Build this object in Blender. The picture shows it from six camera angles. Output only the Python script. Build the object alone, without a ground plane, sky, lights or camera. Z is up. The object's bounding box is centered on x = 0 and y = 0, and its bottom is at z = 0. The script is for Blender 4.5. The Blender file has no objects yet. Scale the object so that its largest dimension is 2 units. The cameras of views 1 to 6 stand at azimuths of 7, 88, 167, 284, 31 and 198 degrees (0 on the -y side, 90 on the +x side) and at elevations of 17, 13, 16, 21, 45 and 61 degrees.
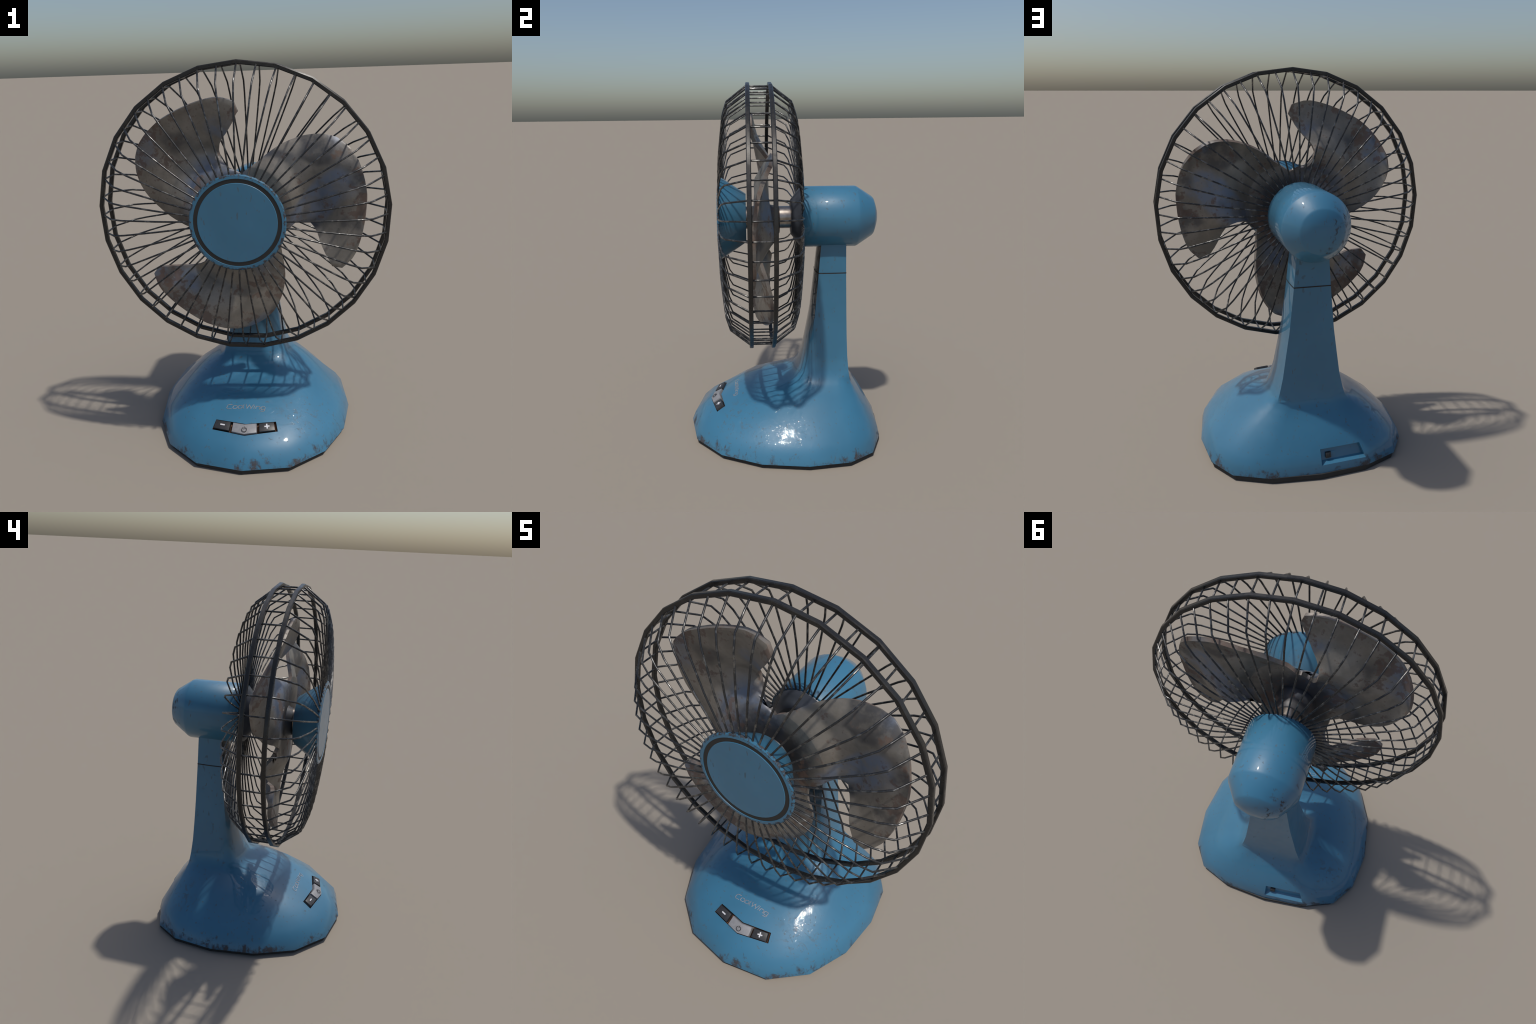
"""Worn blue desk fan: weighted dome pedestal, square neck, motor housing,
three-blade steel propeller, wire guard with two faceted hoops, front cap."""
import bpy, bmesh, math, random
from math import sin, cos, pi, radians
from mathutils import Vector, Matrix
from mathutils.bvhtree import BVHTree

random.seed(7)
AXIS_Z = 1.262            # height of motor axis (runs along -y)
GUARD_Z = 1.2655          # centre of the guard hoops
scene = bpy.context.scene


# ------------------------------------------------------------------ helpers
def make_obj(name, mesh, mat=None, parent=None, loc=(0, 0, 0)):
    o = bpy.data.objects.new(name, mesh)
    scene.collection.objects.link(o)
    if mat is not None:
        mesh.materials.append(mat)
    o.location = loc
    if parent is not None:
        o.parent = parent
    return o


def mesh_from(name, verts, faces, smooth=True):
    me = bpy.data.meshes.new(name)
    me.from_pydata([tuple(v) for v in verts], [], faces)
    me.validate()
    me.update()
    me.polygons.foreach_set("use_smooth", [smooth] * len(me.polygons))
    return me


def sharp_by_angle(me, deg):
    bm = bmesh.new()
    bm.from_mesh(me)
    bmesh.ops.recalc_face_normals(bm, faces=bm.faces)
    for e in bm.edges:
        if len(e.link_faces) == 2:
            e.smooth = e.calc_face_angle(0.0) < radians(deg)
    bm.to_mesh(me)
    bm.free()
    me.polygons.foreach_set("use_smooth", [True] * len(me.polygons))


def lathe(name, profile, seg, closed_ends=True, deg=35):
    """Turn a (radius, y) profile about the y axis."""
    verts, faces = [], []
    rows = []
    for r, y in profile:
        if r < 1e-6:
            rows.append([len(verts)])
            verts.append((0, y, 0))
        else:
            rows.append(list(range(len(verts), len(verts) + seg)))
            verts += [(r * sin(2 * pi * k / seg), y, r * cos(2 * pi * k / seg)) for k in range(seg)]
    for a, b in zip(rows, rows[1:]):
        for k in range(seg):
            k2 = (k + 1) % seg
            if len(a) == 1 and len(b) == 1:
                continue
            if len(a) == 1:
                faces.append((a[0], b[k], b[k2]))
            elif len(b) == 1:
                faces.append((a[k2], a[k], b[0]))
            else:
                faces.append((a[k], b[k], b[k2], a[k2]))
    me = mesh_from(name, verts, faces)
    sharp_by_angle(me, deg)
    return me


def lerp(a, b, t):
    return a + (b - a) * t


def interp(table, x):
    """Piecewise linear lookup; table rows are (x, value, ...)."""
    if x <= table[0][0]:
        return table[0][1:]
    for p, q in zip(table, table[1:]):
        if x <= q[0]:
            t = (x - p[0]) / (q[0] - p[0])
            return tuple(lerp(a, b, t) for a, b in zip(p[1:], q[1:]))
    return table[-1][1:]


# ---------------------------------------------------------------- materials
class Nodes:
    def __init__(self, name):
        self.mat = bpy.data.materials.new(name)
        self.mat.use_nodes = True
        self.t = self.mat.node_tree
        self.bsdf = next(n for n in self.t.nodes if n.type == 'BSDF_PRINCIPLED')
        self.coord = self.t.nodes.new("ShaderNodeTexCoord").outputs["Object"]

    def link(self, a, b):
        self.t.links.new(a, b)

    def put(self, sock, val):
        if isinstance(val, (int, float)):
            sock.default_value = val
        elif isinstance(val, tuple):
            sock.default_value = val if len(val) == len(sock.default_value) else val + (1.0,)
        else:
            self.link(val, sock)

    def mapping(self, vec=None, scale=(1, 1, 1), loc=(0, 0, 0), rot=(0, 0, 0)):
        n = self.t.nodes.new("ShaderNodeMapping")
        self.link(vec or self.coord, n.inputs["Vector"])
        n.inputs["Scale"].default_value = scale
        n.inputs["Location"].default_value = loc
        n.inputs["Rotation"].default_value = rot
        return n.outputs["Vector"]

    def noise(self, scale, detail=4, rough=0.55, vec=None, distort=0.0):
        n = self.t.nodes.new("ShaderNodeTexNoise")
        self.link(vec or self.coord, n.inputs["Vector"])
        n.inputs["Scale"].default_value = scale
        n.inputs["Detail"].default_value = detail
        n.inputs["Roughness"].default_value = rough
        n.inputs["Distortion"].default_value = distort
        return n.outputs["Fac"]

    def voronoi(self, scale, vec=None, feature='F1', rand=1.0):
        n = self.t.nodes.new("ShaderNodeTexVoronoi")
        n.feature = feature
        self.link(vec or self.coord, n.inputs["Vector"])
        n.inputs["Scale"].default_value = scale
        n.inputs["Randomness"].default_value = rand
        return n.outputs["Distance"]

    def ramp(self, fac, lo, hi, a=0.0, b=1.0):
        n = self.t.nodes.new("ShaderNodeMapRange")
        n.interpolation_type = 'SMOOTHSTEP'
        self.link(fac, n.inputs["Value"])
        n.inputs["From Min"].default_value = lo
        n.inputs["From Max"].default_value = hi
        n.inputs["To Min"].default_value = a
        n.inputs["To Max"].default_value = b
        return n.outputs["Result"]

    def math(self, op, a, b=0.0, clamp=False):
        n = self.t.nodes.new("ShaderNodeMath")
        n.operation = op
        n.use_clamp = clamp
        self.put(n.inputs[0], a)
        self.put(n.inputs[1], b)
        return n.outputs[0]

    def mix(self, fac, a, b):
        n = self.t.nodes.new("ShaderNodeMix")
        n.data_type = 'RGBA'
        self.put(n.inputs["Factor"], fac)
        self.put(n.inputs[6], a)
        self.put(n.inputs[7], b)
        return n.outputs[2]

    def axis(self, i, vec=None):
        n = self.t.nodes.new("ShaderNodeSeparateXYZ")
        self.link(vec or self.coord, n.inputs[0])
        return n.outputs[i]

    def length(self, vec=None):
        n = self.t.nodes.new("ShaderNodeVectorMath")
        n.operation = 'LENGTH'
        self.link(vec or self.coord, n.inputs[0])
        return n.outputs["Value"]

    def random(self):
        return self.t.nodes.new("ShaderNodeObjectInfo").outputs["Random"]

    def shift_by_random(self, amount):
        n = self.t.nodes.new("ShaderNodeVectorMath")
        n.operation = 'ADD'
        self.link(self.coord, n.inputs[0])
        self.link(self.math('MULTIPLY', self.random(), amount), n.inputs[1])
        return n.outputs[0]

    def bump(self, height, strength=0.2, dist=0.01):
        n = self.t.nodes.new("ShaderNodeBump")
        n.inputs["Strength"].default_value = strength
        n.inputs["Distance"].default_value = dist
        self.link(height, n.inputs["Height"])
        self.link(n.outputs[0], self.bsdf.inputs["Normal"])

    def set(self, **kw):
        names = dict(color="Base Color", rough="Roughness", metal="Metallic", coat="Coat Weight",
                     coat_rough="Coat Roughness", spec="Specular IOR Level", coat_ior="Coat IOR")
        for k, v in kw.items():
            self.put(self.bsdf.inputs[names[k]], v)


BLUE = (0.038, 0.158, 0.262)


def paint(name, edge=None, edge_kind=None):
    """Glossy blue enamel with chips, scratches and, where asked, worn edges."""
    m = Nodes(name)
    tone = m.noise(3.0, 3)
    blue = m.mix(m.ramp(tone, 0.3, 0.7), tuple(c * 0.93 for c in BLUE), tuple(c * 1.06 for c in BLUE))
    # scattered small chips, stretched at random
    wob = m.t.nodes.new("ShaderNodeTexNoise")
    m.link(m.coord, wob.inputs["Vector"])
    wob.inputs["Scale"].default_value = 28
    wob.inputs["Detail"].default_value = 2
    warp = m.t.nodes.new("ShaderNodeVectorMath")
    warp.operation = 'MULTIPLY_ADD'
    m.link(wob.outputs["Color"], warp.inputs[0])
    warp.inputs[1].default_value = (0.06, 0.06, 0.06)
    m.link(m.mapping(scale=(1, 1, 0.55)), warp.inputs[2])
    warp = warp.outputs[0]
    cell = m.voronoi(26, vec=warp)
    brk = m.noise(55, 4, 0.65)
    specks = m.math('MULTIPLY', m.ramp(m.math('ADD', cell, m.math('MULTIPLY', brk, 0.62)), 0.475, 0.415),
                    m.ramp(m.noise(4.5, 2), 0.42, 0.55))
    fine = m.math('MULTIPLY', m.ramp(m.noise(38, 3, 0.5, vec=m.mapping(scale=(1.6, 1.6, 0.5), rot=(0.4, 0.3, 0.2))), 0.645, 0.69),
                  m.ramp(m.noise(6, 2), 0.38, 0.52))
    wear = m.math('MAXIMUM', m.math('MULTIPLY', specks, 0.45), m.math('MULTIPLY', fine, 0.5))
    ragged = m.noise(26, 7, 0.72, vec=m.mapping(scale=(1, 1, 0.8)), distort=0.25)
    big = m.noise(7, 2)
    if edge_kind == 'skirt':       # rust along the lower rim of the pedestal
        z = m.axis(2)
        band = m.ramp(z, 0.125, 0.028)
        patch = m.ramp(m.noise(4.2, 2), 0.40, 0.66)
        e = m.math('ADD', m.math('MULTIPLY', band, 0.25), m.math('ADD', ragged, m.math('MULTIPLY', patch, 0.14)))
        rust = m.ramp(e, 0.76, 0.95)
        # one scuffed patch on the right shoulder and one on the left rear
        scuffs = None
        for c, r in (((0.30, -0.28, 0.21), 0.17), ((-0.36, 0.36, 0.22), 0.15)):
            d = m.length(m.mapping(loc=tuple(-v for v in c)))
            s = m.math('MULTIPLY', m.ramp(d, r, r * 0.3), m.ramp(m.noise(24, 5, 0.6, vec=m.mapping(scale=(0.7, 1, 1)), distort=1.2), 0.54, 0.60))
            scuffs = s if scuffs is None else m.math('MAXIMUM', scuffs, s)
        wear = m.math('MAXIMUM', wear, m.math('MULTIPLY', scuffs, 0.42))
        # crazed lacquer on the right shoulder breaks up the sun's reflection
        d = m.length(m.mapping(loc=(-.42, .13, -.15)))
        crazed = m.math('MULTIPLY', m.ramp(d, .34, .20), m.ramp(m.noise(16, 4, 0.6, distort=1.0), 0.44, 0.52))
        nb = m.t.nodes.new("ShaderNodeBump")
        nb.inputs["Strength"].default_value = 0.36
        nb.inputs["Distance"].default_value = 0.004
        m.link(m.math('MULTIPLY', crazed, m.noise(60, 3, 0.6)), nb.inputs["Height"])
        m.link(nb.outputs[0], m.bsdf.inputs["Coat Normal"])
    elif edge_kind == 'rim':       # outer rim of the round front cap
        r = m.length(m.mapping(scale=(1, 0, 1)))
        band = m.math('MULTIPLY', m.ramp(r, 0.213, 0.226), m.ramp(m.axis(1), -0.335, -0.348))
        e = m.math('ADD', m.math('MULTIPLY', band, 0.30), m.math('ADD', m.noise(42, 5, 0.65), m.math('MULTIPLY', big, 0.16)))
        rust = m.ramp(e, 0.84, 0.93)
    elif edge_kind == 'dome':      # rear of the motor
        band = m.math('MULTIPLY', m.ramp(m.axis(1), 0.38, 0.50), m.ramp(m.axis(0), 0.08, -0.13))
        e = m.math('ADD', m.math('MULTIPLY', band, 0.22), m.math('ADD', ragged, m.math('MULTIPLY', big, 0.2)))
        rust = m.ramp(e, 0.80, 0.92)
    else:
        rust = m.ramp(m.math('ADD', ragged, m.math('MULTIPLY', big, 0.2)), 0.86, 0.95)
    if edge_kind in ('skirt', 'neck'):       # shade on the column's front under the motor, painted into the colour
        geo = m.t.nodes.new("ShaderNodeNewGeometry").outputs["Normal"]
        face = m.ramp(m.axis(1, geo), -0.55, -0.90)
        front_shade = m.math('MULTIPLY', m.math('MULTIPLY', face, m.ramp(m.axis(2), 0.45, 1.0, 0.25, 0.92)), m.ramp(m.axis(2), 0.38, 0.52))
        blue = m.mix(front_shade, blue, (0.030, 0.025, 0.022))
    if edge_kind == 'rim':                   # the cone behind the cap turns greyer towards its back end
        blue = m.mix(m.ramp(m.axis(1), -0.31, -0.20, 0.0, 0.35), blue, (0.075, 0.10, 0.13))
    rust_col = m.mix(m.noise(60, 3), (0.030, 0.026, 0.025), (0.080, 0.050, 0.036))
    col = m.mix(wear, blue, (0.085, 0.088, 0.085))
    col = m.mix(m.math('MULTIPLY', rust, 0.88), col, rust_col)
    bare = m.math('MAXIMUM', wear, rust)
    m.set(color=col, rough=m.math('ADD', m.ramp(bare, 0, 1, 0.46, 0.6), m.math('MULTIPLY', m.ramp(m.noise(14, 3), 0.4, 0.7), 0.08)),
          spec=0.35, coat=m.ramp(bare, 0.0, 0.6, 0.7, 0.05), coat_rough=0.035)
    m.bump(m.math('ADD', m.math('SUBTRACT', 1.0, bare), m.math('MULTIPLY', m.noise(9, 3), 0.25)), 0.10, 0.003)
    return m.mat


hub_origin = bpy.data.objects.new("propeller_hub", bpy.data.meshes.new("propeller_hub"))
scene.collection.objects.link(hub_origin)


def steel_blade(edge=False):
    m = Nodes("rusted_edge_steel" if edge else "worn_blade_steel")
    tc = m.t.nodes.new("ShaderNodeTexCoord")
    tc.object = hub_origin
    v = m.mapping(vec=tc.outputs["Object"], loc=(3.7, 1.9, 5.3))
    base = m.mix(m.ramp(m.noise(6, 6, 0.65, vec=v), 0.34, 0.68), (0.180, 0.162, 0.138), (0.295, 0.268, 0.232))
    # bluish scale in broad soft patches, dark stains in others
    blue = m.math('MULTIPLY', m.ramp(m.noise(3.4, 1, 0.4, vec=m.mapping(vec=v, loc=(4, 2, 7))), 0.51, 0.63),
                  m.ramp(m.noise(14, 5, 0.6, vec=v), 0.62, 0.42, 0.35, 1.0))
    base = m.mix(m.math('MULTIPLY', blue, 0.85), base, (0.165, 0.205, 0.280))
    dark = m.math('MULTIPLY', m.ramp(m.noise(4.4, 2, 0.5, vec=m.mapping(vec=v, loc=(1, 9, 3))), 0.55, 0.68),
                  m.ramp(m.noise(16, 4, 0.6, vec=v), 0.35, 0.55, 0.5, 1.0))
    base = m.mix(m.math('MULTIPLY', dark, 0.75), base, (0.055, 0.056, 0.062))
    r = m.length(m.mapping(vec=tc.outputs["Object"], scale=(1, 0, 1)))
    # burnt stains at the centre, with the shade round the hub painted in
    hub_stain_shade = m.ramp(m.math('ADD', r, m.math('MULTIPLY', m.math('SUBTRACT', m.noise(13, 6, 0.65, vec=v), 0.5), 0.17)), 0.25, 0.15)
    base = m.mix(m.math('MULTIPLY', hub_stain_shade, 0.86), base, m.mix(m.noise(9, 2, vec=v), (0.022, 0.021, 0.022), (0.055, 0.062, 0.076)))
    rim = m.math('MULTIPLY', m.ramp(r, 0.50, 0.61), 0.06)
    where = m.math('MULTIPLY', m.ramp(m.noise(4.2, 2, vec=m.mapping(vec=v, loc=(8, 5, 1))), 0.45, 0.66), 0.15)
    rust = m.ramp(m.math('ADD', m.noise(24, 6, 0.62, vec=v), m.math('ADD', rim, where)), 0.585, 0.69)
    if edge:
        rust = m.ramp(m.noise(9, 6, 0.65, vec=v), 0.40, 0.62)
        base = m.mix(0.6, base, (0.25, 0.225, 0.20))
    rust_col = m.mix(m.noise(30, 3, vec=v), (0.075, 0.048, 0.036), (0.165, 0.094, 0.062))
    col = m.mix(m.math('MULTIPLY', rust, 0.72), base, rust_col)
    pits = m.ramp(m.noise(70, 2, vec=v), 0.70, 0.76)
    col = m.mix(m.math('MULTIPLY', pits, 0.5), col, (0.05, 0.045, 0.04))
    m.set(color=col, metal=m.ramp(rust, 0, 1, 0.35, 0.0),
          rough=m.math('ADD', m.ramp(rust, 0, 1, 0.40, 0.7), m.math('MULTIPLY', m.noise(12, 4, vec=v), 0.14)))
    m.bump(m.noise(55, 5, 0.6, vec=v), 0.12, 0.006)
    return m.mat


def wire_steel():
    m = Nodes("dark_wire_steel")
    v = m.shift_by_random(31.0)
    worn = m.ramp(m.noise(26, 4, 0.6, vec=v), 0.50, 0.66)
    col = m.mix(worn, (0.028, 0.029, 0.031), (0.19, 0.185, 0.175))
    m.set(color=col, metal=m.ramp(worn, 0, 1, 0.3, 0.85), rough=m.ramp(m.noise(40, 3, vec=v), 0.3, 0.7, 0.20, 0.42))
    return m.mat


def hoop_metal():
    m = Nodes("black_hoop_enamel")
    worn = m.ramp(m.noise(9, 5, 0.6), 0.52, 0.72)
    col = m.mix(m.math('MULTIPLY', worn, 0.6), (0.027, 0.026, 0.025), (0.060, 0.055, 0.048))
    m.set(color=col, metal=0.35, rough=m.ramp(m.noise(30, 4), 0.3, 0.7, 0.24, 0.40))
    return m.mat


def plain(name, color, rough=0.5, metal=0.0, vary=0.15, scale=20):
    m = Nodes(name)
    n = m.ramp(m.noise(scale, 4), 0.3, 0.7)
    m.set(color=m.mix(n, tuple(c * (1 - vary) for c in color), tuple(c * (1 + vary) for c in color)), rough=rough, metal=metal)
    return m.mat


def rusty_tray():
    m = Nodes("rusty_tray_metal")
    n = m.ramp(m.noise(22, 5, 0.65), 0.35, 0.7)
    m.set(color=m.mix(n, (0.055, 0.026, 0.014), (0.17, 0.070, 0.030)), rough=0.75)
    return m.mat


MAT = dict(
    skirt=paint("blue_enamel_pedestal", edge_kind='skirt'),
    cap=paint("blue_enamel_cap", edge_kind='rim'),
    motor=paint("blue_enamel_motor", edge_kind='dome'),
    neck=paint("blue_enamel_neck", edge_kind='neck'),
    blade=steel_blade(), blade_edge=steel_blade(True),
    wire=wire_steel(), hoop=hoop_metal(),
    rubber=plain("black_rubber", (0.020, 0.021, 0.022), 0.7),
    black=plain("black_ring_plastic", (0.017, 0.017, 0.017), 0.55, vary=0.08),
    groove=plain("dark_seam", (0.022, 0.017, 0.014), 0.8, vary=0.3),
    shaft=plain("bright_shaft_steel", (0.36, 0.32, 0.285), 0.28, 0.95, vary=0.4, scale=14),
    collar=plain("grey_collar", (0.075, 0.085, 0.105), 0.42, 0.3, vary=0.25, scale=9),  # collar toned darker and greyer than the blue enamel
    tray=rusty_tray(),
    dark_key=plain("charcoal_button_plastic", (0.030, 0.030, 0.032), 0.42, vary=0.2, scale=60),
    pale_key=plain("grey_button_plastic", (0.235, 0.235, 0.245), 0.45, vary=0.07, scale=60),
    print_white=plain("white_print", (0.62, 0.62, 0.64), 0.5, vary=0.04),
    print_black=plain("black_print", (0.022, 0.022, 0.024), 0.5, vary=0.04),
    silver=plain("worn_silver_lettering", (0.50, 0.49, 0.49), 0.22, 0.6, vary=0.25, scale=80),
)

# ---------------------------------------------------------------- the thing
fan = bpy.data.objects.new("desk_fan", None)
scene.collection.objects.link(fan)
fan["label"] = "worn blue desk fan with rusty blades and black wire guard"
fan["category"] = "desk fan"

# ------------------------------------------------------ pedestal and neck body
# Half outline of the foot, from the front centre round the +x side to the back.
FOOT = [(0, -.553), (.244, -.507), (.418, -.358), (.520, -.143), (.553, .105),
        (.523, .330), (.432, .465), (.258, .535), (0, .553)]
FX = [p[0] / .553 for p in FOOT]
FY = [(p[1] + .553) / 1.106 for p in FOOT]
# Half outline of the square neck with a slightly bowed front.
NX = [0, .55, 1, 1.02, 1.03, 1.02, 1, .55, 0]
NY = [0, .02, .09, .30, .52, .76, 1, 1, 1]
SIDE = [sin(i * pi / 8) ** 2 for i in range(9)]
# rings: half width, front y, back y, z at front / side / back, blend to neck outline
RINGS = [
    (.553, -.553, .553, .026, .026, .026, 0.0),
    (.540, -.533, .543, .075, .073, .080, 0.0),
    (.503, -.470, .519, .130, .122, .122, .03),
    (.425, -.385, .480, .178, .186, .190, .10),
    (.352, -.272, .443, .232, .248, .235, .22),
    (.280, -.140, .411, .272, .292, .280, .40),
    (.226, -.020, .388, .300, .322, .312, .62),
    (.188, .052, .375, .328, .352, .344, .86),
    (.169, .088, .367, .375, .402, .390, .97),
    (.150, .116, .361, .470, .480, .475, 1.0),
    (.133, .140, .358, .600, .600, .600, 1.0),
    (.116, .160, .357, .720, .720, .720, 1.0),
    (.0945, .184, .355, .953, .953, .953, 1.0),
    (.080, .203, .354, 1.150, 1.150, 1.150, 1.0),
]
SEAM_RING = 12


def body_ring(w, yf, yb, zf, zs, zb, t):
    half = []
    for i in range(9):
        x = w * lerp(FX[i], NX[i], t)
        y = lerp(yf, yb, lerp(FY[i], NY[i], t))
        z = lerp(zf if i <= 4 else zb, zs, SIDE[i])
        half.append((x, y, z))
    return half + [(-x, y, z) for x, y, z in half[7:0:-1]]


def build_body():
    bm = bmesh.new()
    rows = [[bm.verts.new(c) for c in body_ring(*r)] for r in RINGS]
    for j, (a, b) in enumerate(zip(rows, rows[1:])):
        for k in range(16):
            k2 = (k + 1) % 16
            bm.faces.new((a[k], a[k2], b[k2], b[k]))
    bmesh.ops.triangulate(bm, faces=bm.faces, quad_method='SHORT_EDGE')
    bmesh.ops.recalc_face_normals(bm, faces=bm.faces)
    # crisp back corners of the neck
    for e in bm.edges:
        e.smooth = True
    for j in range(7, len(rows) - 1):
        for k in (6, 10):
            e = bm.edges.get((rows[j][k], rows[j + 1][k]))
            if e:
                e.smooth = False
    for j in range(10, len(rows) - 1):      # and crisp front corners higher up
        for k in (2, 14):
            e = bm.edges.get((rows[j][k], rows[j + 1][k]))
            if e:
                e.smooth = False
    me = bpy.data.meshes.new("body_reference")
    bm.to_mesh(me)
    bm.free()
    me.polygons.foreach_set("use_smooth", [True] * len(me.polygons))
    return me


body = build_body()
body_normals = [Vector(n.vector) for n in body.corner_normals]
body_tree = BVHTree.FromPolygons([v.co.copy() for v in body.vertices], [tuple(p.vertices) for p in body.polygons])


def body_normal(p, face):
    """Smooth-shaded normal of the body at point p on a given triangle."""
    poly = body.polygons[face]
    a, b, c = (body.vertices[i].co for i in poly.vertices)
    v0, v1, v2 = b - a, c - a, p - a
    d00, d01, d11, d20, d21 = v0.dot(v0), v0.dot(v1), v1.dot(v1), v2.dot(v0), v2.dot(v1)
    den = d00 * d11 - d01 * d01
    v = (d11 * d20 - d01 * d21) / den
    w = (d00 * d21 - d01 * d20) / den
    n = [body_normals[i] for i in poly.loop_indices]
    return (n[0] * (1 - v - w) + n[1] * v + n[2] * w).normalized()


def on_body(p, direction):
    """Cast a ray to the body: returns point and smooth normal."""
    hit, _, face, _ = body_tree.ray_cast(Vector(p), Vector(direction))
    return hit, body_normal(hit, face)


# Openings: chevron button tray in front, long switch recess at the back.
TRAY = [(-.158, -.346), (.002, -.376), (.160, -.346), (.173, -.393), (.002, -.434), (-.173, -.395)]   # x, y
RECESS = [(-.008, .137), (-.222, .138), (-.249, .068), (-.008, .067)]                                # x, z


def cut_opening(bm, outline, axes, inside_region):
    """Cut the outline's edges into the skin and delete what lies inside.
    axes: the two coordinates the outline is drawn in."""
    i, j = axes
    n = len(outline)
    cx = sum(p[0] for p in outline) / n
    cy = sum(p[1] for p in outline) / n
    # convex pieces: the tray is split at its middle
    for a, b in zip(outline, outline[1:] + outline[:1]):
        d = (b[0] - a[0], b[1] - a[1])
        no = Vector((0, 0, 0))
        no[i], no[j] = d[1], -d[0]
        co = Vector((0, 0, 0))
        co[i], co[j] = a[0], a[1]
        faces = [f for f in bm.faces if inside_region(f)]
        geom = set(faces)
        for f in faces:
            geom.update(f.edges)
            geom.update(f.verts)
        bmesh.ops.bisect_plane(bm, geom=list(geom), plane_co=co, plane_no=no, dist=1e-6)


def inside(outline, x, y):
    hit = False
    for a, b in zip(outline, outline[1:] + outline[:1]):
        if (a[1] > y) != (b[1] > y) and x < (b[0] - a[0]) * (y - a[1]) / (b[1] - a[1]) + a[0]:
            hit = not hit
    return hit


def near_tray(f):
    c = f.calc_center_median()
    return c.y < -.05 and abs(c.x) < .40 and .06 < c.z < .30


def near_recess(f):
    c = f.calc_center_median()
    return c.y > .38 and -.45 < c.x < .15 and c.z < .26


bm = bmesh.new()
bm.from_mesh(body)
cut_opening(bm, [(0.0, -.5), (0.0, -.2)], (0, 1), near_tray)
cut_opening(bm, TRAY, (0, 1), near_tray)
cut_opening(bm, RECESS, (0, 2), near_recess)
dead = []
for f in bm.faces:
    c = f.calc_center_median()
    if near_tray(f) and inside(TRAY, c.x, c.y):
        dead.append(f)
    elif near_recess(f) and inside(RECESS, c.x, c.z):
        dead.append(f)
bmesh.ops.delete(bm, geom=dead, context='FACES')
bmesh.ops.remove_doubles(bm, verts=bm.verts, dist=1e-5)
bm.faces.ensure_lookup_table()


def split_body(keep, name, mat, parent):
    """One region of the skin as its own object, shaded with the whole body's normals."""
    b2 = bm.copy()
    bmesh.ops.delete(b2, geom=[f for f in b2.faces if not keep(f.calc_center_median())], context='FACES')
    me = bpy.data.meshes.new(name)
    b2.to_mesh(me)
    b2.free()
    me.polygons.foreach_set("use_smooth", [True] * len(me.polygons))
    loops = [Vector((0, 0, 1))] * len(me.loops)
    for p in me.polygons:
        _, _, face, _ = body_tree.find_nearest(p.center)
        for li in p.loop_indices:
            co = me.vertices[me.loops[li].vertex_index].co
            loops[li] = body_normal(co, face)
    me.normals_split_custom_set([tuple(n) for n in loops])
    return make_obj(name, me, mat, parent)


SEAM_Z = .953
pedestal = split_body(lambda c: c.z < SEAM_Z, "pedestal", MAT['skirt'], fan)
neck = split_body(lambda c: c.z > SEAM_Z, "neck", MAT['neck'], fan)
bm.free()

# dark hairline around the seam between pedestal and neck
seam_in = [Vector(c) for c in body_ring(*RINGS[SEAM_RING])]
mid = sum(seam_in, Vector()) / 16
sv, sf = [], []
for dz in (-.0028, .0028):
    for c in seam_in:
        out = (c - mid)
        out.z = 0
        sv.append(c + out.normalized() * .0013 + Vector((0, 0, dz)))
for k in range(16):
    sf.append((k, (k + 1) % 16, 16 + (k + 1) % 16, 16 + k))
make_obj("neck_seam", mesh_from("neck_seam", sv, sf, False), MAT['groove'], fan)

# rubber foot under the skirt, sitting a touch towards the back
RUBBER = [(0, -.546), (.240, -.496), (.404, -.350), (.504, -.137), (.539, .112), (.510, .335), (.417, .468), (.243, .538), (0, .560)]
ring_r = RUBBER + [(-x, y) for x, y in RUBBER[7:0:-1]]
rv = [(x, y, 0.0) for x, y in ring_r] + [(x * 1.0, y, .0275) for x, y in ring_r]
rf = [(k, (k + 1) % 16, 16 + (k + 1) % 16, 16 + k) for k in range(16)] + [tuple(range(15, -1, -1)), tuple(range(16, 32))]
make_obj("rubber_foot", mesh_from("rubber_foot", rv, rf, False), MAT['rubber'], pedestal)


# ---- button tray and buttons -------------------------------------------------
def dome_pt(x, y):
    return on_body((x, y, 1.0 if y < 0 else 2), (0, 0, -1))


def front_point(x, y):
    hit, n = on_body((x, y, .40), (0, 0, -1))
    return hit, n


TRAY_N = Vector((0, -.58, .81)).normalized()


def tray_mesh(outline, depth, closed_bottom=True):
    """Inward walls and floor below an outline on the dome."""
    top = [front_point(x * .9995, y)[0] for x, y in outline]
    return top, [p - TRAY_N * depth for p in top]


dense = []
for a, b in zip(TRAY, TRAY[1:] + TRAY[:1]):
    for s in range(4):
        dense.append((lerp(a[0], b[0], s / 4), lerp(a[1], b[1], s / 4)))
top, low = tray_mesh(dense, .020)
n = len(top)
tv = top + low
tf = [(k, n + k, n + (k + 1) % n, (k + 1) % n) for k in range(n)]
half = n // 2
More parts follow.
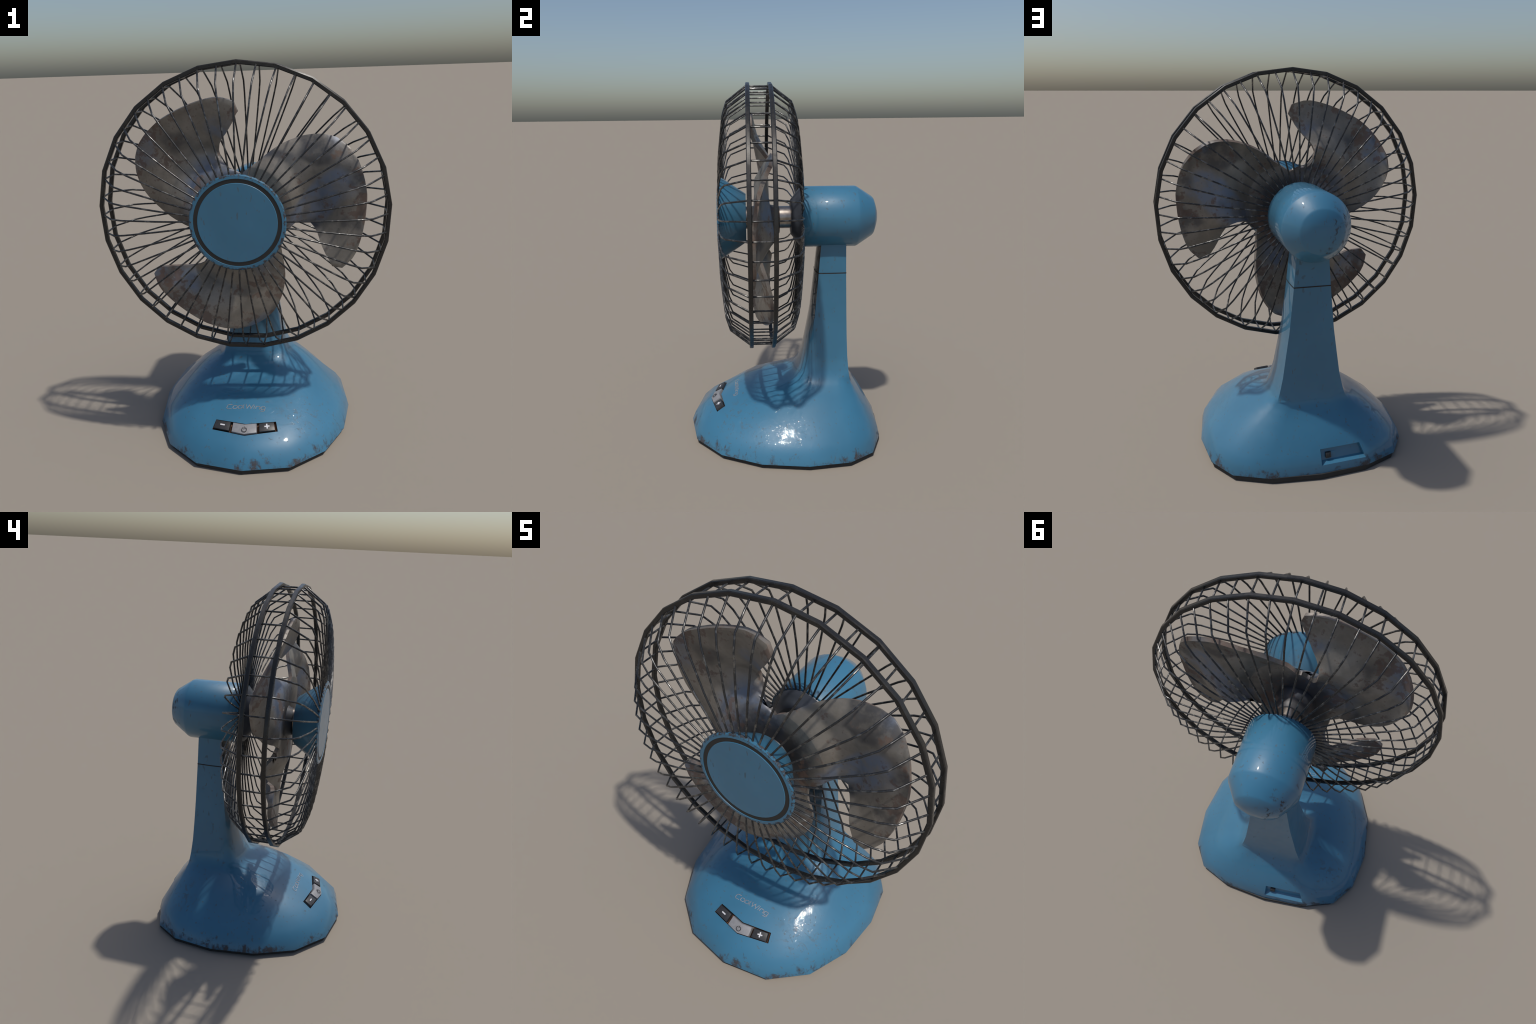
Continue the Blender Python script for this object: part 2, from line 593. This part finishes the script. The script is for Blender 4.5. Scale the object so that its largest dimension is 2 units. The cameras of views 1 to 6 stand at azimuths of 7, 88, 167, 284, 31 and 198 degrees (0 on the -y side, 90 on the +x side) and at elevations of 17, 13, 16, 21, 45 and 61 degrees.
# floor in two planar halves (left and right of the chevron's fold), indices of the fold: 4 and 16
left = [k for k in range(n) if low[k].x <= .0025]
right = [k for k in range(n) if low[k].x >= .0015]
order_r = list(range(4, 17))
order_l = list(range(16, n)) + list(range(0, 5))
tf += [tuple(n + k for k in order_r), tuple(n + k for k in order_l)]
make_obj("button_tray", mesh_from("button_tray", tv, tf, False), MAT['tray'], pedestal)


def lift(x, y, h):
    hit, nn = front_point(x, y)
    return hit + TRAY_N * h


def key(name, outline, mat, proud=.013, sink=-.019, bevel=.0045):
    """A button cap: outline on the dome pushed out along the tray normal, bevelled."""
    b = bmesh.new()
    up = [b.verts.new(lift(x, y, proud)) for x, y in outline]
    dn = [b.verts.new(lift(x, y, sink)) for x, y in outline]
    m = len(outline)
    b.faces.new(up)
    for k in range(m):
        b.faces.new((up[k], dn[k], dn[(k + 1) % m], up[(k + 1) % m]))
    bmesh.ops.recalc_face_normals(b, faces=b.faces)
    rim = [e for e in b.edges if all(v in up for v in e.verts)]
    bmesh.ops.bevel(b, geom=rim, offset=bevel, segments=2, profile=.5, affect='EDGES')
    me = bpy.data.meshes.new(name)
    b.to_mesh(me)
    b.free()
    sharp_by_angle(me, 40)
    return make_obj(name, me, mat, pedestal)


def tray_xy(u, v):
    """u across (-1..1), v 0 at the upper edge to 1 at the lower edge of the tray."""
    a = abs(u)
    upx, upy = lerp(.001, .159, a), lerp(-.376, -.346, a)
    dnx, dny = lerp(.001, .173, a), lerp(-.434, -.394, a)
    s = 1 if u >= 0 else -1
    return s * lerp(upx, dnx, v), lerp(upy, dny, v)


key("minus_button", [tray_xy(-.965, .10), tray_xy(-.47, .10), tray_xy(-.47, .90), tray_xy(-.965, .90)], MAT['dark_key'])
key("plus_button", [tray_xy(.455, .12), tray_xy(.93, .12), tray_xy(.93, .90), tray_xy(.455, .90)], MAT['dark_key'])
key("power_button", [tray_xy(-.385, .10), tray_xy(-.0001, .10), tray_xy(.375, .10), tray_xy(.375, .93), tray_xy(.0001, .93), tray_xy(-.385, .93)],
    MAT['pale_key'])


def stroke(points, width, height, close=False):
    """Flat raised stroke (box section) along a 2D polyline -> verts, faces in (u, v, h)."""
    m = len(points)
    verts, faces = [], []
    P = [Vector(p) for p in points]
    for i in range(m):
        if close:
            d = (P[(i + 1) % m] - P[i - 1])
        else:
            d = P[min(i + 1, m - 1)] - P[max(i - 1, 0)]
        d.normalize()
        side = Vector((-d.y, d.x)) * width / 2
        if close or 0 < i < m - 1:
            d1 = (P[i] - P[i - 1]).normalized()
            d2 = (P[(i + 1) % m] - P[i]).normalized()
            side *= 1 / max(.5, cos(d1.angle(d2, 0) / 2))
        q = [(P[i] + side), (P[i] - side)]
        verts += [(q[0].x, q[0].y, 0), (q[1].x, q[1].y, 0), (q[1].x, q[1].y, height), (q[0].x, q[0].y, height)]
    last = m if close else m - 1
    for i in range(last):
        a, b = 4 * i, 4 * ((i + 1) % m)
        for k in range(4):
            faces.append((a + k, a + (k + 1) % 4, b + (k + 1) % 4, b + k))
    if not close:
        faces += [(3, 2, 1, 0), (4 * m - 4, 4 * m - 3, 4 * m - 2, 4 * m - 1)]
    return verts, faces


def printed(name, strokes, place, mat):
    verts, faces = [], []
    for sv_, sf_ in strokes:
        o = len(verts)
        verts += [place(*v) for v in sv_]
        faces += [tuple(o + k for k in f) for f in sf_]
    me = mesh_from(name, verts, faces, False)
    bm_ = bmesh.new()
    bm_.from_mesh(me)
    bmesh.ops.recalc_face_normals(bm_, faces=bm_.faces)
    bm_.to_mesh(me)
    bm_.free()
    return make_obj(name, me, mat, pedestal)


def key_face(cu, cv):
    """Local frame on a button's top: u right, v up the slope."""
    x0, y0 = tray_xy(cu, cv)
    e = .02
    s = 1 if cu >= 0 else -1
    c = lift(x0, y0, .0130)
    a = lift(*tray_xy(cu + e, cv), .0130)
    up = lift(*tray_xy(cu, cv - .2), .0130)
    ru = (a - c).normalized()
    nv = ru.cross(up - c).normalized()
    vv = nv.cross(ru)
    return lambda u, v, h: c + ru * u + vv * v + nv * (h - .0004)


printed("minus_sign", [stroke([(-.0125, 0), (.0125, 0)], .0070, .0012)], key_face(-.71, .47), MAT['print_white'])
printed("plus_sign", [stroke([(-.0135, 0), (.0135, 0)], .0070, .0012), stroke([(0, -.0135), (0, .0135)], .0072, .0015)], key_face(.70, .47), MAT['print_white'])
c0 = lift(0, -.4085, .0130)
c1 = lift(.02, -.4085, .0130)
c1.z = c0.z
up0 = lift(0, -.385, .0130)
nrm = (c1 - c0).cross(up0 - c0).normalized()
vdir = nrm.cross(Vector((1, 0, 0)))
arc = [(.0125 * sin(a), .0125 * cos(a)) for a in [radians(28 + 304 * i / 24) for i in range(25)]]
printed("power_symbol", [stroke(arc, .0030, .0016), stroke([(0, .0035), (0, .0165)], .0030, .0016)],
        lambda u, v, h: c0 + Vector((1, 0, 0)) * u + vdir * v + nrm * h, MAT['print_black'])


# ---- raised word on the dome ---------------------------------------------------
def rrect(w, h, r=.22, ox=0, oy=0):
    k = min(w, h) * r
    return [(ox + k, oy), (ox + w - k, oy), (ox + w, oy + k), (ox + w, oy + h - k), (ox + w - k, oy + h), (ox + k, oy + h), (ox, oy + h - k), (ox, oy + k)]


X = .72   # x-height against a cap height of 1
GLYPHS = {   # advance, list of (closed, points)
    'C': (1.25, [(False, [(1.05, 1), (.25, 1), (0, .80), (0, .20), (.20, 0), (1.0, 0)])]),
    'o': (1.05, [(True, rrect(.82, X))]),
    'l': (.42, [(False, [(0, 1), (0, .15), (.12, 0), (.22, 0)])]),
    'W': (1.75, [(False, [(0, 1), (.38, 0), (.76, .92), (1.14, 0), (1.52, 1)])]),
    'i': (.38, [(False, [(0, 0), (0, X)]), (False, [(0, .88), (0, 1.0)])]),
    'n': (1.02, [(False, [(0, 0), (0, X), (.62, X), (.80, X - .16), (.80, 0)])]),
    'g': (1.0, [(True, rrect(.80, X)), (False, [(.80, .15), (.80, -.20), (.62, -.36), (.05, -.36)])]),
}
WORD = "CoolWing"
total = sum(GLYPHS[ch][0] for ch in WORD) - .2
SC = .206 / total
SC_Y = .0265
pen, letters = 0.0, []
for ch in WORD:
    adv, parts = GLYPHS[ch]
    for closed, pts in parts:
        fine_pts = []
        seq = pts + (pts[:1] if closed else [])
        for a, b in zip(seq, seq[1:]):
            steps = 3
            fine_pts += [(lerp(a[0], b[0], s / steps), lerp(a[1], b[1], s / steps)) for s in range(steps)]
        if not closed:
            fine_pts.append(pts[-1])
        xy = [((p[0] + pen + .14 * p[1]) * SC, p[1] * SC_Y) for p in fine_pts]
        letters.append(stroke(xy, .0030, .0026, closed))
    pen += adv


def on_dome(u, v, h):
    hit, nn = front_point(-.111 + u, -.2905 + v * .84)
    return hit + nn * (h - .0008)


printed("raised_lettering", letters, on_dome, MAT['silver'])

# ---- switch recess at the back ---------------------------------------------------
rec = []
for a, b in zip(RECESS, RECESS[1:] + RECESS[:1]):
    for s in range(5):
        rec.append((lerp(a[0], b[0], s / 5), lerp(a[1], b[1], s / 5)))
top = [on_body((x, .9, z), (0, -1, 0))[0] for x, z in rec]
cxr, czr = -.121, .1025
low = []
for p in top:
    sx = cxr + (p.x - cxr) * .93
    sz = czr + (p.z - czr) * .74
    low.append(Vector((sx, 0, sz)))
# planar floor behind the skin
yfl = lambda x, z: .498 - .32 * (z - .10) + .09 * (x + .12)
for q in low:
    q.y = yfl(q.x, q.z)
n = len(top)
rvv = top + low
rff = [(k, (k + 1) % n, n + (k + 1) % n, n + k) for k in range(n)] + [tuple(n + k for k in range(n))]
me = mesh_from("switch_recess", rvv, rff, False)
b_ = bmesh.new()
b_.from_mesh(me)
bmesh.ops.recalc_face_normals(b_, faces=b_.faces)
bmesh.ops.reverse_faces(b_, faces=b_.faces) if False else None
b_.to_mesh(me)
b_.free()
make_obj("switch_recess", me, MAT['neck'], pedestal)


def box(name, cx_, cz_, w, h, y0, y1, mat, bevel=.002):
    b = bmesh.new()
    bmesh.ops.create_cube(b, size=1)
    for v in b.verts:
        x = cx_ + v.co.x * w
        z = cz_ + v.co.z * h
        v.co = Vector((x, yfl(x, z) + lerp(y0, y1, v.co.y + .5), z))
    bmesh.ops.bevel(b, geom=list(b.edges), offset=bevel, segments=2, profile=.5, affect='EDGES')
    me_ = bpy.data.meshes.new(name)
    b.to_mesh(me_)
    b.free()
    sharp_by_angle(me_, 40)
    return make_obj(name, me_, mat, pedestal)


box("slide_switch", -.051, .101, .030, .026, -.004, .012, MAT['dark_key'])
for dx in (-.008, 0, .008):
    box("switch_rib", -.051 + dx, .101, .003, .019, .011, .014, MAT['dark_key'], .0006)
box("switch_track", -.069, .101, .040, .024, -.004, .0012, MAT['neck'], .0005)

# ------------------------------------------------------------------ motor housing
motor_profile = [(.0, .098), (.150, .098), (.168, .101), (.168, .108), (.1725, .112),
                 (.1725, .408), (.168, .420), (.113, .504), (.104, .512), (.055, .530), (.0, .534)]
make_obj("motor_housing", lathe("motor_housing", motor_profile, 40, deg=50), MAT['motor'], fan, (0, 0, AXIS_Z + .001))
make_obj("motor_collar", lathe("motor_collar", [(.0, .046), (.098, .046), (.101, .048), (.160, .095), (.162, .0995), (.0, .0995)], 40, deg=25),
         MAT['collar'], fan, (0, 0, AXIS_Z + .001))
make_obj("drive_shaft", lathe("drive_shaft", [(0, -.206), (.063, -.206), (.063, .05), (0, .05)], 32), MAT['shaft'], fan, (0, 0, AXIS_Z))

# ------------------------------------------------------------------ propeller
# Blade outline on its front face: (radius, angle clockwise from top, y).
TRAIL = [(.050, 0, -.150), (.213, 0, -.147), (.252, 10.8, -.151), (.290, 17.8, -.136), (.341, 23.4, -.117), (.409, 30, -.094),
         (.450, 34, -.083), (.492, 38, -.078), (.531, 42, -.078), (.568, 46.3, -.077), (.600, 51, -.078), (.619, 56, -.092)]
LEAD = [(.050, 120, -.150), (.213, 120, -.147), (.231, 112.5, -.135), (.238, 108.3, -.127), (.253, 102.8, -.110), (.272, 100.2, -.090),
        (.305, 98.8, -.074), (.342, 99.2, -.075), (.365, 101.4, -.098), (.388, 105, -.119), (.409, 109, -.141), (.432, 112.2, -.161),
        (.458, 115, -.173), (.505, 118.6, -.186), (.516, 119.6, -.183)]
OUTER = [(56, .619, -.092), (58.5, .626, -.104), (65, .634, -.133), (71, .631, -.156), (80, .623, -.171), (87, .611, -.178), (94, .604, -.179),
         (100, .600, -.180), (108, .596, -.179), (111.5, .589, -.181), (117.8, .564, -.186), (119.6, .516, -.183)]


V_SEAM = .26               # share of the span taken by the shared root seam


def polar_table(poly, polar_first, start=0.0, span=1.0):
    """(fraction of arc length, radius, angle, y) for an outline given in polar steps."""
    rows = [(p[0], p[1], p[2]) if polar_first else (p[1], p[0], p[2]) for p in poly]
    pts = [Vector((r * sin(radians(a)), r * cos(radians(a)))) for r, a, _ in rows]
    cum = [0]
    for p, q in zip(pts, pts[1:]):
        cum.append(cum[-1] + (q - p).length)
    return [(start + span * c / cum[-1],) + row for c, row in zip(cum, rows)]


def side_table(poly):
    return polar_table(poly[:2], True, 0, V_SEAM)[:1] + polar_table(poly[1:], True, V_SEAM, 1 - V_SEAM)


def stations(tables, gap):
    marks = sorted({round(t[0], 4) for tab in tables for t in tab})
    out = [marks[0]]
    for m in marks[1:]:
        if m - out[-1] < .006 and m < 1:
            continue
        k = max(1, math.ceil((m - out[-1]) / gap))
        a = out[-1]
        out += [a + (m - a) * (i + 1) / k for i in range(k)]
    out[-1] = 1.0
    return out


T_LEFT, T_RIGHT, T_OUT = side_table(TRAIL), side_table(LEAD), polar_table(OUTER, False)
US = stations([T_OUT], .045)
VS = stations([T_LEFT, T_RIGHT], .035)
NU, NV = len(US) - 1, len(VS) - 1


def blade_front():
    r0, y0 = TRAIL[0][0], TRAIL[0][2]
    (rl, al, yl), (rr_, ar, yr) = T_LEFT[-1][1:], T_RIGHT[-1][1:]
    grid = []
    for v in VS:
        L, R = interp(T_LEFT, v), interp(T_RIGHT, v)
        row = []
        for u in US:
            O = interp(T_OUT, u)
            I = (r0, lerp(0, 120, u), y0)
            corner = ((r0, 0, y0), (r0, 120, y0), (rl, al, yl), (rr_, ar, yr))
            r, a, y = ((1 - u) * L[c] + u * R[c] + (1 - v) * I[c] + v * O[c]
                       - ((1 - u) * (1 - v) * corner[0][c] + u * (1 - v) * corner[1][c] + (1 - u) * v * corner[2][c] + u * v * corner[3][c])
                       for c in range(3))
            row.append(Vector((r * sin(radians(a)), y, r * cos(radians(a)))))
        grid.append(row)
    return grid


def turn(p, k):
    c, s = cos(radians(120 * k)), sin(radians(120 * k))
    return Vector((p.x * c + p.z * s, p.y, -p.x * s + p.z * c))


def build_blade():
    g = blade_front()
    # area-weighted normals, neighbours across the root seams included
    nrm_ = [[Vector() for _ in r] for r in g]
    for j in range(NV):
        for i in range(NU):
            f = (g[j][i + 1] - g[j][i]).cross(g[j + 1][i] - g[j][i]) + (g[j + 1][i] - g[j + 1][i + 1]).cross(g[j][i + 1] - g[j + 1][i + 1])
            if f.y > 0:
                f = -f
            for jj, ii in ((j, i), (j, i + 1), (j + 1, i), (j + 1, i + 1)):
                nrm_[jj][ii] += f
    seam_rows = [j for j in range(NV + 1) if VS[j] <= V_SEAM + .001]
    for j in seam_rows:
        a, b = nrm_[j][0], nrm_[j][NU]
        tot = a + turn(b, -1)
        nrm_[j][0] = tot.copy()
        nrm_[j][NU] = turn(tot, 1)
    for r in nrm_:
        for v in r:
            v.normalize()
    T = .021
    off = [[n_.copy() for n_ in r] for r in nrm_]
    for _ in range(14):          # even out the direction of thickness round the notch
        new = [[None] * (NU + 1) for _ in range(NV + 1)]
        for j in range(NV + 1):
            for i in range(NU + 1):
                t = off[j][i].copy()
                for jj, ii in ((j - 1, i), (j + 1, i), (j, i - 1), (j, i + 1)):
                    if 0 <= jj <= NV and 0 <= ii <= NU:
                        t += off[jj][ii]
                new[j][i] = t.normalized()
        for j in seam_rows:
            t = new[j][0] + turn(new[j][NU], -1)
            new[j][0] = t.normalized()
            new[j][NU] = turn(new[j][0], 1)
        off = new
    W_ = NU + 1
    idx = lambda j, i: j * W_ + i
    N = W_ * (NV + 1)
    verts = [p for r in g for p in r] + [p - n_ * T for r, rn in zip(g, off) for p, n_ in zip(r, rn)]
    flat = [n_ for r in nrm_ for n_ in r]
    faces, fn, mats = [], [], []
    for j in range(NV):
        for i in range(NU):
            q = (idx(j, i), idx(j + 1, i), idx(j + 1, i + 1), idx(j, i + 1))
            q = q[::-1]
            faces.append(q)
            fn.append([flat[k] for k in q])
            mats.append(0)
            qb = tuple(N + k for k in q[::-1])
            faces.append(qb)
            fn.append([-flat[k - N] for k in qb])
            mats.append(0)
    border = [(j, 0) for j in range(NV + 1)] + [(NV, i) for i in range(1, NU + 1)] + [(j, NU) for j in range(NV - 1, -1, -1)]
    # outward rim normals, smoothed along the rim
    seg_n = []
    for (j0, i0), (j1, i1) in zip(border, border[1:]):
        d = verts[idx(j1, i1)] - verts[idx(j0, i0)]
        nn = d.cross(nrm_[j0][i0])
        seg_n.append(nn.normalized() if nn.length else Vector((0, 0, 1)))
    for s, ((j0, i0), (j1, i1)) in enumerate(zip(border, border[1:])):
        if i0 == i1 and i0 in (0, NU) and VS[max(j0, j1)] <= V_SEAM + .001:
            continue
        a, b = idx(j0, i0), idx(j1, i1)
        faces.append((a, b, N + b, N + a))
        n1 = seg_n[s]
        n0 = (n1 + seg_n[max(s - 1, 0)]).normalized()
        n2 = (n1 + seg_n[min(s + 1, len(seg_n) - 1)]).normalized()
        fn.append([n0, n2, n2, n0])
        mats.append(1)
    me_ = bpy.data.meshes.new("blade")
    me_.from_pydata([tuple(v) for v in verts], [], faces)
    me_.update()
    # make rim quads face outwards, consistent with their normals
    flip = [k for k, p in enumerate(me_.polygons) if mats[k] == 1 and p.normal.dot(fn[k][0]) < 0]
    for k in range(len(faces)):
        if mats[k] == 1 and k in set(flip):
            fn[k] = [-n_ for n_ in fn[k]]
    me_.polygons.foreach_set("use_smooth", [True] * len(me_.polygons))
    me_.polygons.foreach_set("material_index", mats)
    loops = [tuple(n_) for l in fn for n_ in l]
    me_.normals_split_custom_set(loops)
    me_.materials.append(MAT['blade'])
    me_.materials.append(MAT['blade_edge'])
    return me_


hub = hub_origin
hub.data = lathe("propeller_hub", [(.0, -.188), (.070, -.188), (.076, -.182), (.082, -.158), (.098, -.142), (.104, -.112), (.090, -.085), (.084, -.055), (.082, -.026), (.076, -.018), (0, -.018)], 36, deg=60)
hub.data.materials.append(MAT['blade'])
hub.parent = fan
hub.location = (-.001, 0, 1.2475)
blade_mesh = build_blade()
for k in range(3):
    o = make_obj("blade", blade_mesh, None, hub)
    o.rotation_euler = (0, radians(120 * k), 0)

# ------------------------------------------------------------------ guard
SEG = 25


def hoop(y0, y1):
    R1, R0 = .7345, .7135
    bev = .0035
    sec = [(R1, y0 + bev), (R1, y1 - bev), (R1 - bev, y1), (R0 + bev, y1), (R0, y1 - bev), (R0, y0 + bev), (R0 + bev, y0), (R1 - bev, y0)]
    m = len(sec)
    v, f = [], []
    for k in range(SEG):
        a = 2 * pi * k / SEG
        v += [(r * sin(a), y, r * cos(a)) for r, y in sec]
    for k in range(SEG):
        for s in range(m):
            a, b = k * m, ((k + 1) % SEG) * m
            f.append((a + s, a + (s + 1) % m, b + (s + 1) % m, b + s))
    me_ = mesh_from("guard_hoop", v, f)
    sharp_by_angle(me_, 30)
    return me_


rings = [make_obj("guard_hoop", hoop(*ys), MAT['hoop'], fan, (0, 0, GUARD_Z)) for ys in ((-.1975, -.1755), (-.0785, -.0565))]

# one wire: from the cap rim over both hoops to the motor, as (radius, y)
half_wire = [(.226, .224), (.40, .2155), (.576, .1930), (.6365, .1725), (.7135, .0705)]
rear_end = [(.163, .226), (.40, .2155), (.576, .1930), (.6365, .1725), (.7135, .0705)]
WIRE = [(r, -.127 - d) for r, d in half_wire] + [(r, -.127 + d) for r, d in rear_end[::-1]]


def wire_mesh(path, rad=.0046, sides=6):
    P = [Vector((0, y, r)) for r, y in path]
    v, f = [], []
    for i, p in enumerate(P):
        d1 = (P[i] - P[i - 1]).normalized() if i else (P[1] - P[0]).normalized()
        d2 = (P[i + 1] - P[i]).normalized() if i < len(P) - 1 else d1
        d = (d1 + d2).normalized()
        up = Vector((1, 0, 0))
        sd = d.cross(up).normalized()
        k = 1 / max(.6, d.dot(d1))
        v += [p + up * rad * cos(2 * pi * s / sides + .5) + sd * rad * k * sin(2 * pi * s / sides + .5) for s in range(sides)]
    for i in range(len(P) - 1):
        for s in range(sides):
            f.append((i * sides + s, i * sides + (s + 1) % sides, (i + 1) * sides + (s + 1) % sides, (i + 1) * sides + s))
    f += [tuple(range(sides)), tuple(range((len(P) - 1) * sides, len(P) * sides))]
    me_ = mesh_from("guard_wire", v, f)
    sharp_by_angle(me_, 70)
    return me_


wm = wire_mesh(WIRE)
wm.materials.append(MAT['wire'])
for k in range(48):
    o = make_obj("guard_wire", wm, None, rings[0])
    o.rotation_euler = (0, 2 * pi * k / 48, 0)

# ------------------------------------------------------------------ front cap
cap = make_obj("front_cap", lathe("front_cap", [(.212, -.3565), (.2135, -.3600), (.228, -.3590), (.2335, -.3550), (.2335, -.3490), (.228, -.3410),
                                                (.137, -.206), (.0, -.206)], 64, deg=32), MAT['cap'], fan, (0, 0, 1.2605))
make_obj("cap_face", lathe("cap_face", [(.0, -.3600), (.191, -.3600), (.193, -.3580), (.193, -.3550)], 64, deg=20), MAT['cap'], cap)
make_obj("cap_band", lathe("cap_band", [(.192, -.3578), (.2136, -.3578)], 64), MAT['black'], cap)
